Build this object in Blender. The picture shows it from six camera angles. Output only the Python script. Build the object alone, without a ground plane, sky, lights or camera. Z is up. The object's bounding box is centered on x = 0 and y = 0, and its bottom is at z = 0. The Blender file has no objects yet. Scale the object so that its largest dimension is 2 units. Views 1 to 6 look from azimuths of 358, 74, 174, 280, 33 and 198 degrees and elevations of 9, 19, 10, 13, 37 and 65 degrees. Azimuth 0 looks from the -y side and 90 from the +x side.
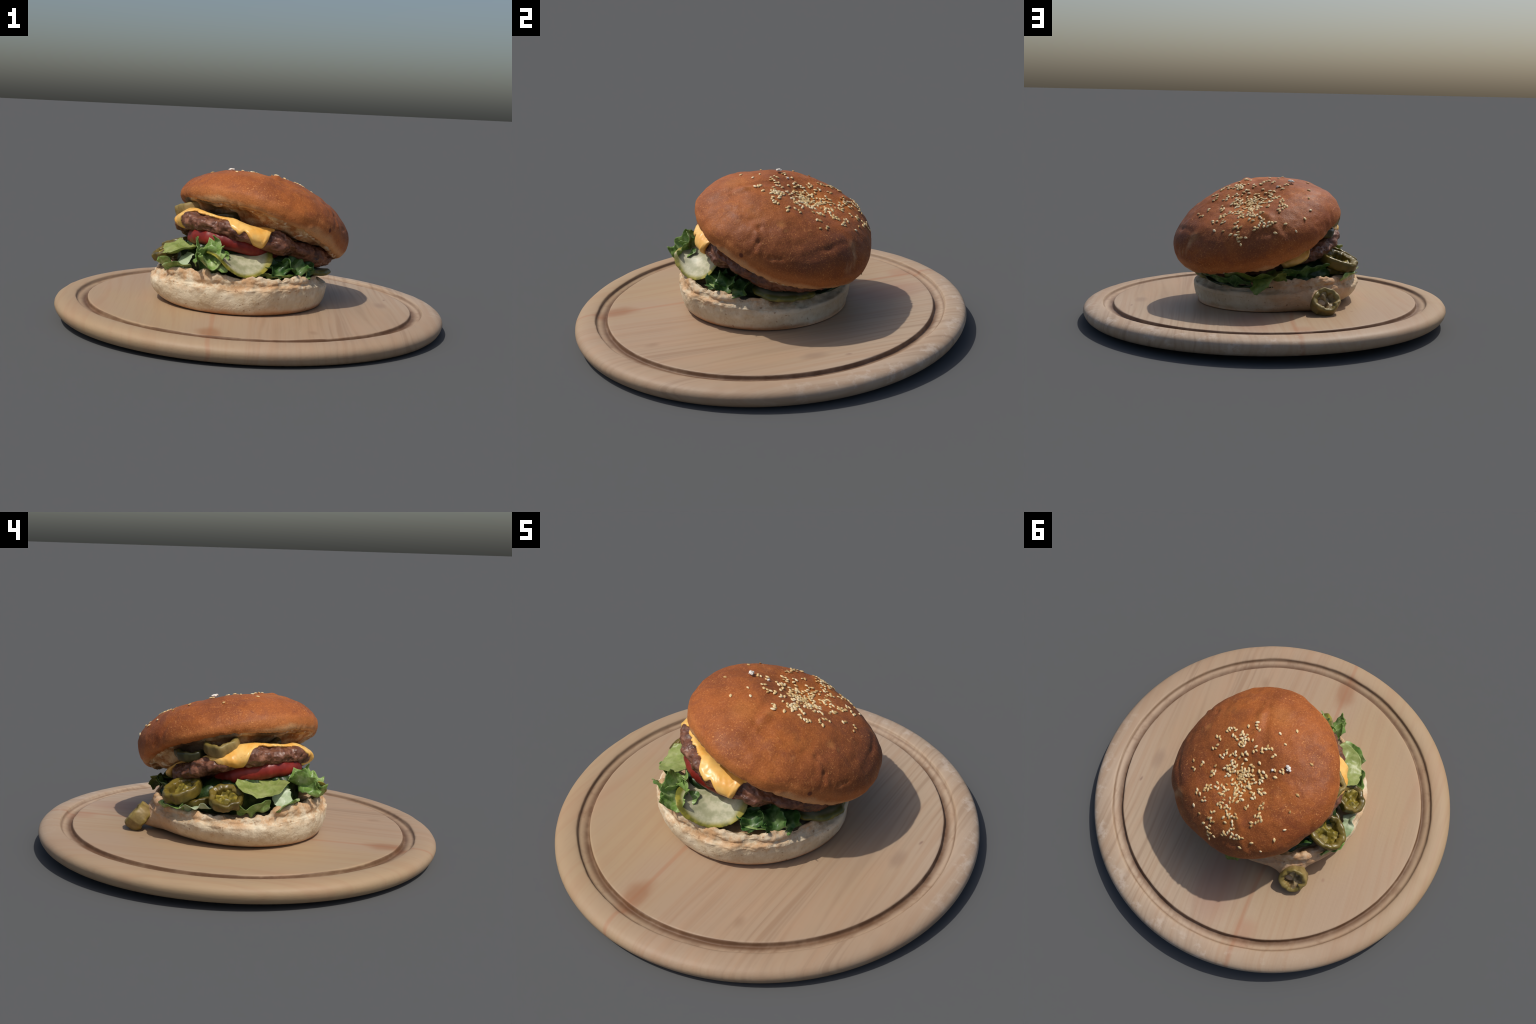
"""A cheeseburger standing on a round wooden board, built part by part."""
import bpy, math
import numpy as np
from mathutils import Matrix, Vector

rng = np.random.default_rng(7)
TAU = 2 * math.pi


# ------------------------------------------------------------------ helpers
def _hash(ix, iy, iz, seed):
    n = (ix * 374761393 + iy * 668265263 + iz * 1274126177 + seed * 974634601) & 0xFFFFFFFF
    n = ((n ^ (n >> 13)) * 1274126177) & 0xFFFFFFFF
    n = n ^ (n >> 16)
    return (n & 0xFFFF) / 32767.5 - 1.0


def vnoise(p, scale, seed=0):
    """Smooth value noise in [-1, 1] at points p (n, 3)."""
    q = np.asarray(p, float) * scale
    i = np.floor(q).astype(np.int64)
    f = q - i
    u = f * f * f * (f * (f * 6 - 15) + 10)
    out = 0
    for dx in (0, 1):
        for dy in (0, 1):
            for dz in (0, 1):
                w = (u[..., 0] if dx else 1 - u[..., 0]) * (u[..., 1] if dy else 1 - u[..., 1]) * (u[..., 2] if dz else 1 - u[..., 2])
                out = out + w * _hash(i[..., 0] + dx, i[..., 1] + dy, i[..., 2] + dz, seed)
    return out


def fbm(p, scale, seed=0, octaves=3, gain=0.5):
    a, out = 1.0, 0
    for k in range(octaves):
        out = out + a * vnoise(p, scale * 2 ** k, seed + 17 * k)
        a *= gain
    return out


def smooth(e0, e1, x):
    t = np.clip((x - e0) / (e1 - e0), 0, 1)
    return t * t * (3 - 2 * t)


def periodic(table, theta):
    """Periodic smooth curve through rows (degrees, value, ...) at angles theta (radians)."""
    t = np.array(sorted(table), float)
    a = np.radians(t[:, 0])
    a = np.concatenate([a[-2:] - TAU, a, a[:2] + TAU])
    v = np.concatenate([t[-2:, 1:], t[:, 1:], t[:2, 1:]])
    x = np.mod(theta - a[2], TAU) + a[2]
    m = np.gradient(v, a, axis=0)
    k = np.clip(np.searchsorted(a, x, "right") - 1, 0, len(a) - 2)
    h = a[k + 1] - a[k]
    s = ((x - a[k]) / h)[:, None]
    h = h[:, None]
    out = ((1 + 2 * s) * (1 - s) ** 2 * v[k] + s * (1 - s) ** 2 * h * m[k] + s * s * (3 - 2 * s) * v[k + 1] + s * s * (s - 1) * h * m[k + 1])
    return [out[:, j] for j in range(out.shape[1])]


def catmull(pts, n):
    p = np.array(pts, float)
    p = np.vstack([2 * p[0] - p[1], p, 2 * p[-1] - p[-2]])
    t = np.linspace(0, len(p) - 3 - 1e-9, n)
    k = t.astype(int)
    s = (t - k)[:, None]
    a, b, c, d = p[k], p[k + 1], p[k + 2], p[k + 3]
    return 0.5 * (2 * b + (c - a) * s + (2 * a - 5 * b + 4 * c - d) * s ** 2 + (3 * b - a - 3 * c + d) * s ** 3)


def grid_normals(P, wrap):
    du = np.gradient(P, axis=0)
    if wrap:
        dv = np.roll(P, -1, 1) - np.roll(P, 1, 1)
    else:
        dv = np.gradient(P, axis=1)
    n = np.cross(du, dv)
    return n / np.maximum(np.linalg.norm(n, axis=-1, keepdims=True), 1e-9)


def grid_faces(nu, nv, wrap):
    i = np.arange(nu - 1)[:, None]
    j = np.arange(nv if wrap else nv - 1)[None]
    j2 = (j + 1) % nv
    f = np.stack(np.broadcast_arrays(i * nv + j, i * nv + j2, (i + 1) * nv + j2, (i + 1) * nv + j), -1)
    return f.reshape(-1, 4).tolist()


def make_mesh(name, verts, faces, mat=None, parent=None, smooth_shade=True):
    me = bpy.data.meshes.new(name)
    me.from_pydata(np.asarray(verts).tolist(), [], faces)
    me.validate()
    me.update()
    if smooth_shade:
        me.polygons.foreach_set("use_smooth", [True] * len(me.polygons))
    ob = bpy.data.objects.new(name, me)
    bpy.context.collection.objects.link(ob)
    if mat:
        me.materials.append(mat)
    if parent:
        ob.parent = parent
    return ob


def closed_loft(name, P, mat, parent):
    """Rings P[u, v] from pole to pole: the first and last rings are closed by a fan."""
    nu, nv, _ = P.shape
    V = np.vstack([P.reshape(-1, 3), P[0].mean(0), P[-1].mean(0)])
    F = grid_faces(nu, nv, True)
    a, b = nu * nv, nu * nv + 1
    F += [[a, (j + 1) % nv, j] for j in range(nv)]
    F += [[b, (nu - 1) * nv + j, (nu - 1) * nv + (j + 1) % nv] for j in range(nv)]
    ob = make_mesh(name, V, F, mat, parent)
    fix_normals(ob)
    return ob


def fix_normals(ob):
    import bmesh
    bm = bmesh.new()
    bm.from_mesh(ob.data)
    bmesh.ops.recalc_face_normals(bm, faces=bm.faces)
    bm.to_mesh(ob.data)
    bm.free()


def join(parts):
    """Join (verts, faces) lists into one."""
    V, F, n = [], [], 0
    for v, f in parts:
        V.append(np.asarray(v))
        F += [[k + n for k in q] for q in f]
        n += len(v)
    return np.vstack(V), F


# ------------------------------------------------------------- node helpers
class Nodes:
    def __init__(self, name, rough=0.6, spec=0.3):
        self.mat = bpy.data.materials.new(name)
        self.mat.use_nodes = True
        self.t = self.mat.node_tree
        self.t.nodes.clear()
        self.out = self.t.nodes.new("ShaderNodeOutputMaterial")
        self.b = self.t.nodes.new("ShaderNodeBsdfPrincipled")
        self.t.links.new(self.b.outputs[0], self.out.inputs[0])
        self.b.inputs["Roughness"].default_value = rough
        self.b.inputs["Specular IOR Level"].default_value = spec
        self.co = self.t.nodes.new("ShaderNodeTexCoord").outputs["Object"]

    def put(self, sock, v):
        if hasattr(v, "is_output"):
            self.t.links.new(v, sock)
        elif isinstance(v, (tuple, list)) and len(v) == 3 and sock.type == "RGBA":
            sock.default_value = (*v, 1)
        else:
            sock.default_value = v

    def node(self, kind, ins=(), out=0, **props):
        n = self.t.nodes.new(kind)
        for k, v in props.items():
            setattr(n, k, v)
        for k, v in dict(ins).items():
            self.put(n.inputs[k], v)
        return n.outputs[out]

    def noise(self, scale, detail=3, rough=0.55, co=None, dist=0.0, out=0):
        return self.node("ShaderNodeTexNoise", {"Vector": self.co if co is None else co, "Scale": scale, "Detail": detail, "Roughness": rough, "Distortion": dist}, out)

    def mapping(self, loc=(0, 0, 0), rot=(0, 0, 0), scale=(1, 1, 1), co=None):
        return self.node("ShaderNodeMapping", {"Vector": self.co if co is None else co, "Location": loc, "Rotation": rot, "Scale": scale})

    def rng(self, v, a, b, c=0.0, d=1.0):
        return self.node("ShaderNodeMapRange", {"Value": v, "From Min": a, "From Max": b, "To Min": c, "To Max": d}, interpolation_type="SMOOTHSTEP")

    def math(self, op, a, b=0.0):
        return self.node("ShaderNodeMath", {0: a, 1: b}, operation=op)

    def vmath(self, op, a, b, out=0):
        return self.node("ShaderNodeVectorMath", {0: a, 1: b}, out, operation=op)

    def mix(self, f, a, b, mode="MIX"):
        n = self.t.nodes.new("ShaderNodeMix")
        n.data_type, n.blend_type = "RGBA", mode
        self.put(n.inputs[0], f)
        self.put(n.inputs[6], a)
        self.put(n.inputs[7], b)
        return n.outputs[2]

    def ramp(self, v, stops):
        n = self.t.nodes.new("ShaderNodeValToRGB")
        self.put(n.inputs[0], v)
        e = n.color_ramp.elements
        while len(e) < len(stops):
            e.new(0.5)
        for k, (p, c) in zip(e, stops):
            k.position, k.color = p, (*c, 1)
        return n.outputs[0]

    def warped(self, scale, amount):
        c = self.noise(scale, 3, out=1)
        c = self.vmath("SUBTRACT", c, (0.5, 0.5, 0.5))
        s = self.node("ShaderNodeVectorMath", {0: c, "Scale": amount}, operation="SCALE")
        return self.vmath("ADD", self.co, s)

    def blob(self, centre, r0, r1, co=None):
        """1 within r0 of the centre, 0 beyond r1."""
        d = self.vmath("DISTANCE", self.co if co is None else co, centre, 1)
        return self.rng(d, r0, r1, 1.0, 0.0)

    def bump(self, h, strength=0.3, dist=0.01):
        n = self.node("ShaderNodeBump", {"Height": h, "Strength": strength, "Distance": dist})
        self.t.links.new(n, self.b.inputs["Normal"])

    def done(self, colour, rough=None):
        self.put(self.b.inputs["Base Color"], colour)
        if rough is not None:
            self.put(self.b.inputs["Roughness"], rough)
        return self.mat


def srgb(r, g, b):
    f = lambda c: (c / 255 / 12.92) if c / 255 <= 0.04045 else ((c / 255 + 0.055) / 1.055) ** 2.4
    return (f(r), f(g), f(b))


# ---------------------------------------------------------------- materials
AXIS = Vector((0.3016, 0.3032, 1)).normalized()


def mat_wood():
    m = Nodes("pine_wood", 0.55, 0.3)
    # grain runs along y, arching slowly across
    c = m.mapping(scale=(1, 0.16, 1))
    wob = m.noise(3.2, 2, 0.5, co=c)
    sep = m.t.nodes.new("ShaderNodeSeparateXYZ")
    m.t.links.new(m.co, sep.inputs[0])
    x, y = sep.outputs[0], sep.outputs[1]
    u = m.math("ADD", x, m.math("MULTIPLY", m.math("SUBTRACT", wob, 0.5), 0.24))
    cu = m.node("ShaderNodeCombineXYZ", {0: u, 1: m.math("MULTIPLY", y, 0.02), 2: 0.0})
    ring = m.noise(24, 2, 0.6, co=cu)
    fine = m.noise(44, 2, 0.5, co=cu)
    fibre = m.noise(90, 3, 0.6, co=m.mapping(scale=(1, 0.04, 1)))
    tone = m.noise(1.6, 3, 0.5, co=m.mapping(scale=(1, 0.45, 1)))
    base = m.mix(m.rng(tone, 0.36, 0.64), srgb(168, 142, 110), srgb(166, 141, 116))
    # drier, paler wood toward the far right side of the board
    dry = m.rng(m.vmath("DOT_PRODUCT", m.warped(2.5, 0.25), (0.64, 0.77, 0.0), 1), 0.15, 0.85)
    base = m.mix(m.math("MULTIPLY", dry, 0.55), base, srgb(184, 164, 144))
    grainy = m.math("MULTIPLY", m.rng(u, -0.14, 0.10), m.rng(m.noise(2.4, 2, co=m.mapping(loc=(3, 1, 0), scale=(1, 0.5, 1))), 0.3, 0.6, 0.25, 1.0))
    base = m.mix(m.math("MULTIPLY", m.rng(ring, 0.45, 0.68), 0.32), base, srgb(160, 124, 94))
    base = m.mix(m.math("MULTIPLY", m.math("MULTIPLY", m.rng(fine, 0.46, 0.70), grainy), 0.45), base, srgb(138, 110, 86))
    base = m.mix(m.math("MULTIPLY", m.rng(fibre, 0.5, 0.78), 0.20), base, srgb(148, 120, 96))
    base = m.mix(m.math("MULTIPLY", m.rng(m.noise(5, 4, 0.65, co=m.mapping(scale=(1, 0.3, 1))), 0.54, 0.72), 0.25), base, srgb(178, 142, 112))
    # reddish heartwood streak that wanders across the board, and its two knots
    line = m.math("ADD", -0.205, m.math("MULTIPLY", m.rng(y, -0.2, 0.7), 0.1))
    d = m.math("ABSOLUTE", m.math("SUBTRACT", m.math("ADD", x, m.math("MULTIPLY", m.math("SUBTRACT", wob, 0.5), 0.2)), line))
    base = m.mix(m.math("MULTIPLY", m.rng(d, 0.004, 0.02, 1, 0), 0.5), base, srgb(162, 114, 84))
    w = m.warped(4.0, 0.09)
    for cen, r0, r1, a, col in [((-0.19, -0.77, 0.09), 0.03, 0.085, 0.65, (146, 100, 68)), ((-0.12, 0.80, 0.09), 0.02, 0.08, 0.5, (162, 112, 84)),
                                ((0.10, 0.60, 0.09), 0.05, 0.17, 0.45, (158, 116, 98)), ((-0.79, -0.37, 0.09), 0.02, 0.16, 0.25, (172, 132, 104)),
                                ((0.69, 0.0, 0.09), 0.01, 0.05, 0.35, (124, 96, 80)), ((0.30, -0.67, 0.09), 0.005, 0.03, 0.35, (126, 98, 76)),
                                ((0.738, 0.16, 0.09), 0.003, 0.012, 0.7, (118, 86, 74)), ((-0.431, 0.377, 0.09), 0.003, 0.014, 0.5, (140, 104, 86))]:
        p = m.node("ShaderNodeVectorMath", {0: m.vmath("SUBTRACT", w, cen), 1: (1, 0.55, 1)}, operation="MULTIPLY")
        d = m.node("ShaderNodeVectorMath", {0: p}, 1, operation="LENGTH")
        base = m.mix(m.math("MULTIPLY", m.rng(d, r0, r1, 1, 0), a), base, srgb(*col))
    # chips of bare, paler wood and scuffs on the rounded rim
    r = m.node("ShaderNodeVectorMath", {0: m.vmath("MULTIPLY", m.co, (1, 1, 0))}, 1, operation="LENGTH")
    scuff = m.math("MULTIPLY", m.rng(r, 0.9, 0.95), m.rng(m.noise(14, 4, 0.7), 0.52, 0.68))
    base = m.mix(m.math("MULTIPLY", m.math("MULTIPLY", scuff, dry), 0.4), base, srgb(206, 192, 178))
    # shading of the juice groove walls, painted on as dark brown bands
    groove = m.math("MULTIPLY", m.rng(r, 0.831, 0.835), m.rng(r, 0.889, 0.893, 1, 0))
    groove_shade = m.math("MAXIMUM", m.rng(r, 0.876, 0.846, 0, 1), m.rng(r, 0.878, 0.888, 0, 0.55))
    groove_shade = m.math("MULTIPLY", m.math("MULTIPLY", groove, groove_shade), m.rng(m.noise(7, 4, 0.65), 0.3, 0.6, 0.65, 1.0))
    base = m.mix(m.math("MULTIPLY", groove_shade, 0.85), base, srgb(88, 56, 32))
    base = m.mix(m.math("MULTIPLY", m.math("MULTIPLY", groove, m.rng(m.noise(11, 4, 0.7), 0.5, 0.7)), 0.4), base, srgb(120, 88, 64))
    m.bump(m.math("ADD", m.math("MULTIPLY", fibre, 0.6), m.math("MULTIPLY", m.noise(60, 3), 0.4)), 0.18, 0.006)
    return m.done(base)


def mat_crust():
    m = Nodes("baked_crust", 0.55, 0.25)
    w = m.warped(5.0, 0.10)
    big = m.noise(3.4, 4, 0.6)
    mid = m.noise(14, 4, 0.6)
    col = m.ramp(big, [(0.30, srgb(124, 66, 32)), (0.45, srgb(150, 82, 38)), (0.57, srgb(168, 94, 42)), (0.72, srgb(184, 114, 56))])
    col = m.mix(m.math("MULTIPLY", m.rng(mid, 0.45, 0.68), 0.6), col, srgb(130, 70, 42))
    # darker baked shoulder on the low side, lighter where the dough stretched
    for cen, r0, r1, a, c in [((0.47, 0.09, 0.50), 0.02, 0.13, 0.6, (100, 60, 44)), ((0.43, 0.22, 0.50), 0.03, 0.14, 0.7, (92, 54, 40)), ((0.30, 0.38, 0.52), 0.03, 0.15, 0.6, (104, 58, 38)),
                              ((0.10, 0.49, 0.50), 0.03, 0.15, 0.5, (108, 60, 38)), ((0.36, -0.20, 0.56), 0.05, 0.2, 0.35, (136, 78, 46)), ((0.40, -0.02, 0.56), 0.06, 0.24, 0.4, (138, 80, 48)), ((-0.05, -0.12, 0.75), 0.05, 0.22, 0.3, (186, 104, 46)), ((0.20, 0.02, 0.71), 0.03, 0.13, 0.35, (140, 78, 42)),
                              ((-0.24, 0.36, 0.56), 0.05, 0.2, 0.45, (128, 60, 36)), ((0.20, -0.11, 0.70), 0.02, 0.07, 0.45, (132, 74, 42)),
                              ((0.05, -0.03, 0.755), 0.01, 0.06, 0.4, (130, 72, 40)),
                              ((0.10, 0.21, 0.66), 0.02, 0.15, 0.55, (200, 122, 50)), ((0.01, -0.16, 0.76), 0.02, 0.10, 0.35, (192, 122, 60)), ((0.11, -0.10, 0.75), 0.005, 0.035, 0.45, (196, 124, 66)),
                              ((0.09, 0.40, 0.62), 0.02, 0.09, 0.4, (206, 124, 48)), ((0.36, -0.04, 0.63), 0.005, 0.03, 0.5, (204, 138, 78)),
                              ((0.395, -0.02, 0.61), 0.004, 0.02, 0.5, (204, 138, 78)), ((0.30, -0.21, 0.66), 0.006, 0.024, 0.45, (188, 134, 92)), ((0.44, -0.10, 0.50), 0.004, 0.02, 0.5, (186, 122, 78))]:
        col = m.mix(m.math("MULTIPLY", m.blob(cen, r0, r1, w), a), col, srgb(*c))
    # pale unbaked belly toward the lower edge, by distance along the bun's own axis
    h = m.node("ShaderNodeVectorMath", {0: m.vmath("SUBTRACT", w, (0.0593, 0.0773, 0.5217)), 1: tuple(AXIS)}, 1, operation="DOT_PRODUCT")
    col = m.mix(m.math("MULTIPLY", m.rng(h, -0.015, 0.03, 1, 0), 0.55), col, srgb(190, 118, 64))
    col = m.mix(m.math("MULTIPLY", m.rng(h, -0.06, -0.028, 1, 0), 0.8), col, srgb(206, 160, 112))
    ragged = m.rng(m.noise(16, 5, 0.7, co=m.mapping(scale=(1, 1, 0.5))), 0.36, 0.56)
    for cen, a in (((0.425, 0.30, 0.46), 0.75), ((0.445, 0.275, 0.41), 0.75), ((0.40, 0.325, 0.50), 0.4)):
        col = m.mix(m.math("MULTIPLY", m.math("MULTIPLY", m.blob(cen, 0.008, 0.05, w), ragged), a), col, srgb(190, 146, 104))
    # fine pale flecks and dark pits
    grain = m.noise(140, 3, 0.7)
    col = m.mix(m.math("MULTIPLY", m.rng(grain, 0.52, 0.70), 0.5), col, srgb(208, 132, 72))
    col = m.mix(m.math("MULTIPLY", m.rng(grain, 0.30, 0.46, 1, 0), 0.5), col, srgb(120, 62, 36))
    fl = m.math("MULTIPLY", m.rng(m.noise(105, 2, 0.6), 0.62, 0.70), m.rng(m.noise(6, 2), 0.42, 0.6))
    col = m.mix(m.math("MULTIPLY", fl, 0.65), col, srgb(224, 156, 92))
    wisp = m.math("MULTIPLY", m.rng(m.noise(11, 5, 0.75, dist=1.5), 0.60, 0.70), 0.35)
    col = m.mix(wisp, col, srgb(196, 126, 72))
    pit = m.rng(m.noise(34, 2, 0.5), 0.72, 0.78)
    col = m.mix(m.math("MULTIPLY", pit, 0.5), col, srgb(112, 56, 38))
    col = m.mix(m.math("MULTIPLY", m.blob((0.378, -0.235, 0.513), 0.008, 0.014), 0.8), col, srgb(80, 34, 30))
    m.bump(m.math("ADD", grain, m.math("MULTIPLY", m.noise(28, 3, 0.6), 1.4)), 0.28, 0.007)
    return m.done(col, m.rng(m.noise(20, 3), 0.3, 0.7, 0.48, 0.66))


def mat_crumb():
    m = Nodes("bread_crumb", 0.7, 0.3)
    w = m.warped(9, 0.09)
    col = m.mix(m.rng(m.noise(14, 5, 0.7), 0.38, 0.62), srgb(204, 172, 130), srgb(160, 104, 58))
    col = m.mix(m.math("MULTIPLY", m.rng(m.noise(18, 4, 0.65, dist=1.0), 0.54, 0.66), 0.8), col, srgb(224, 214, 192))
    # dark brown patches on the crumb around the open sides
    for cen, r0, r1, a in [((-0.30, 0.17, 0.56), 0.05, 0.16, 0.92), ((-0.30, 0.0, 0.60), 0.03, 0.12, 0.85), ((-0.24, -0.17, 0.59), 0.04, 0.12, 0.92), ((-0.08, -0.27, 0.57), 0.01, 0.09, 0.7), ((0.30, -0.14, 0.42), 0.04, 0.16, 0.75), ((0.37, 0.05, 0.34), 0.03, 0.14, 0.7)]:
        col = m.mix(m.math("MULTIPLY", m.blob(cen, r0, r1, w), a), col, srgb(62, 46, 32))
    m.bump(m.noise(60, 4, 0.7), 0.6, 0.01)
    return m.done(col)


def mat_lower_bun():
    m = Nodes("pale_bun_crust", 0.62, 0.25)
    w = m.warped(8.0, 0.06)
    sep = m.t.nodes.new("ShaderNodeSeparateXYZ")
    m.t.links.new(w, sep.inputs[0])
    z = sep.outputs[2]
    col = m.mix(m.rng(m.noise(9, 4, 0.6), 0.35, 0.65), srgb(203, 184, 153), srgb(221, 206, 178))
    streak = m.noise(34, 4, 0.65, co=m.mapping(scale=(1, 1, 0.7)))
    col = m.mix(m.math("MULTIPLY", m.rng(streak, 0.5, 0.72), 0.4), col, srgb(178, 146, 108))
    # toasted cut edge, browned foot
    toast = m.math("MULTIPLY", m.rng(z, 0.195, 0.25), m.rng(m.noise(15, 5, 0.7), 0.36, 0.62))
    col = m.mix(m.math("MULTIPLY", toast, 0.72), col, srgb(186, 134, 82))
    col = m.mix(m.math("MULTIPLY", m.rng(z, 0.10, 0.145, 1, 0), 0.8), col, srgb(186, 118, 66))
    # the far side is baked browner
    for cen, r0, r1, a, c in [((-0.12, 0.47, 0.17), 0.06, 0.3, 0.65, (176, 124, 78)), ((-0.38, 0.33, 0.2), 0.05, 0.2, 0.5, (190, 136, 90)), ((0.25, 0.32, 0.2), 0.05, 0.25, 0.45, (184, 144, 102))]:
        col = m.mix(m.math("MULTIPLY", m.blob(cen, r0, r1, w), a), col, srgb(*c))
    pit = m.rng(m.noise(46, 2, 0.5), 0.66, 0.73)
    col = m.mix(m.math("MULTIPLY", pit, 0.6), col, srgb(140, 98, 64))
    col = m.mix(m.math("MULTIPLY", m.rng(m.noise(7, 4, 0.65), 0.52, 0.68), 0.35), col, srgb(188, 146, 102))
    m.bump(m.math("ADD", m.noise(90, 3, 0.6), m.noise(30, 3, 0.6)), 0.35, 0.008)
    return m.done(col)


def mat_patty():
    m = Nodes("grilled_beef", 0.42, 0.45)
    col = m.ramp(m.noise(15, 5, 0.65), [(0.3, srgb(64, 38, 28)), (0.46, srgb(106, 66, 48)), (0.68, srgb(150, 102, 76))])
    col = m.mix(m.math("MULTIPLY", m.rng(m.noise(45, 3, 0.6), 0.55, 0.7), 0.5), col, srgb(76, 36, 26))
    m.bump(m.math("ADD", m.noise(55, 4, 0.65), m.math("MULTIPLY", m.node("ShaderNodeTexVoronoi", {"Vector": m.co, "Scale": 48.0}), 0.8)), 0.5, 0.008)
    return m.done(col, m.rng(m.noise(18, 3), 0.35, 0.65, 0.25, 0.6))


def mat_cheese():
    m = Nodes("melted_cheese", 0.32, 0.45)
    m.b.inputs["Subsurface Weight"].default_value = 0.15
    m.b.inputs["Subsurface Radius"].default_value = (0.02, 0.01, 0.004)
    col = m.mix(m.rng(m.noise(12, 4, 0.6), 0.35, 0.65), srgb(234, 172, 78), srgb(242, 196, 112))
    col = m.mix(m.math("MULTIPLY", m.rng(m.noise(60, 2), 0.70, 0.76), 0.5), col, srgb(190, 120, 50))
    m.bump(m.noise(26, 3), 0.15, 0.006)
    return m.done(col)


def mat_tomato():
    m = Nodes("tomato_skin", 0.4, 0.4)
    col = m.mix(m.rng(m.noise(10, 4, 0.6), 0.35, 0.7), srgb(112, 26, 18), srgb(146, 46, 34))
    m.bump(m.noise(30, 3), 0.1, 0.005)
    return m.done(col)


def mat_pickle(radius, dark=0.0, draped=False):
    m = Nodes("pickled_cucumber", 0.42, 0.4)
    m.b.inputs["Subsurface Weight"].default_value = 0.1
    m.b.inputs["Subsurface Radius"].default_value = (0.01, 0.012, 0.005)
    if draped:  # the slice is bent, so measure the radius along its face
        r = m.vmath("DISTANCE", m.warped(14, 0.012), (0, 0.055, 0.055), 1)
        r = m.math("MULTIPLY", r, 1.05)
    else:
        r = m.node("ShaderNodeVectorMath", {0: m.vmath("MULTIPLY", m.warped(14, 0.02), (1, 1, 0))}, 1, operation="LENGTH")
    flesh = m.mix(m.rng(m.noise(14, 5, 0.65), 0.38, 0.65), srgb(196, 190, 158), srgb(160, 158, 122))
    v = m.node("ShaderNodeTexVoronoi", {"Vector": m.co, "Scale": 36.0})
    seedy = m.math("MULTIPLY", m.rng(v, 0.3, 0.6, 1, 0), m.math("MULTIPLY", m.rng(r, radius * 0.2, radius * 0.3), m.rng(r, radius * 0.55, radius * 0.7, 1, 0)))
    flesh = m.mix(m.math("MULTIPLY", seedy, 0.45), flesh, srgb(138, 142, 104))
    skin = m.mix(m.rng(m.noise(20, 3), 0.4, 0.6), srgb(150, 140, 50), srgb(104, 102, 34))
    col = m.mix(m.rng(r, radius * 0.80, radius * 0.95), flesh, skin)
    if dark:
        col = m.mix(dark, col, srgb(70, 76, 52))
    m.bump(m.noise(40, 3), 0.1, 0.005)
    return m.done(col)


def mat_pepper(name, skin, flesh, rough=0.34):
    m = Nodes(name, rough, 0.42)
    col = m.mix(m.rng(m.noise(16, 4, 0.6), 0.35, 0.65), srgb(*skin), srgb(*flesh))
    sep = m.t.nodes.new("ShaderNodeSeparateXYZ")
    m.t.links.new(m.co, sep.inputs[0])
    cut = m.rng(m.math("ABSOLUTE", sep.outputs[2]), 0.022, 0.027)
    col = m.mix(m.math("MULTIPLY", cut, 0.35), col, srgb(132, 116, 42))
    m.bump(m.noise(45, 3), 0.15, 0.005)
    return m.done(col)


def mat_leaf(name, dark, light, pale):
    m = Nodes(name, 0.36, 0.4)
    n = m.noise(14, 4, 0.6)
    col = m.ramp(n, [(0.3, srgb(*dark)), (0.52, srgb(*light)), (0.72, srgb(*pale))])
    vein = m.node("ShaderNodeTexVoronoi", {"Vector": m.warped(20, 0.03), "Scale": 22.0}, feature="DISTANCE_TO_EDGE")
    col = m.mix(m.math("MULTIPLY", m.rng(vein, 0.0, 0.09, 1, 0), 0.25), col, srgb(*pale))
    m.bump(m.math("ADD", m.noise(40, 4, 0.6), vein), 0.3, 0.006)
    m.put(m.b.inputs["Base Color"], col)
    tr = m.node("ShaderNodeBsdfTranslucent", {"Color": col})
    sh = m.node("ShaderNodeMixShader", {0: 0.22, 1: m.b.outputs[0], 2: tr})
    m.t.links.new(sh, m.out.inputs[0])
    return m.mat


def mat_plain(name, a, b, scale=30, rough=0.45, spec=0.4, bump=0.15):
    m = Nodes(name, rough, spec)
    col = m.mix(m.rng(m.noise(scale, 4, 0.6), 0.35, 0.65), srgb(*a), srgb(*b))
    m.bump(m.noise(scale * 2, 3), bump, 0.005)
    return m.done(col)


def mat_seed():
    m = Nodes("sesame", 0.45, 0.35)
    info = m.t.nodes.new("ShaderNodeObjectInfo").outputs["Random"]
    col = m.ramp(info, [(0.0, srgb(190, 150, 92)), (0.25, srgb(222, 188, 130)), (0.7, srgb(232, 204, 150)), (1.0, srgb(238, 218, 176))])
    return m.done(col)


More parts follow.
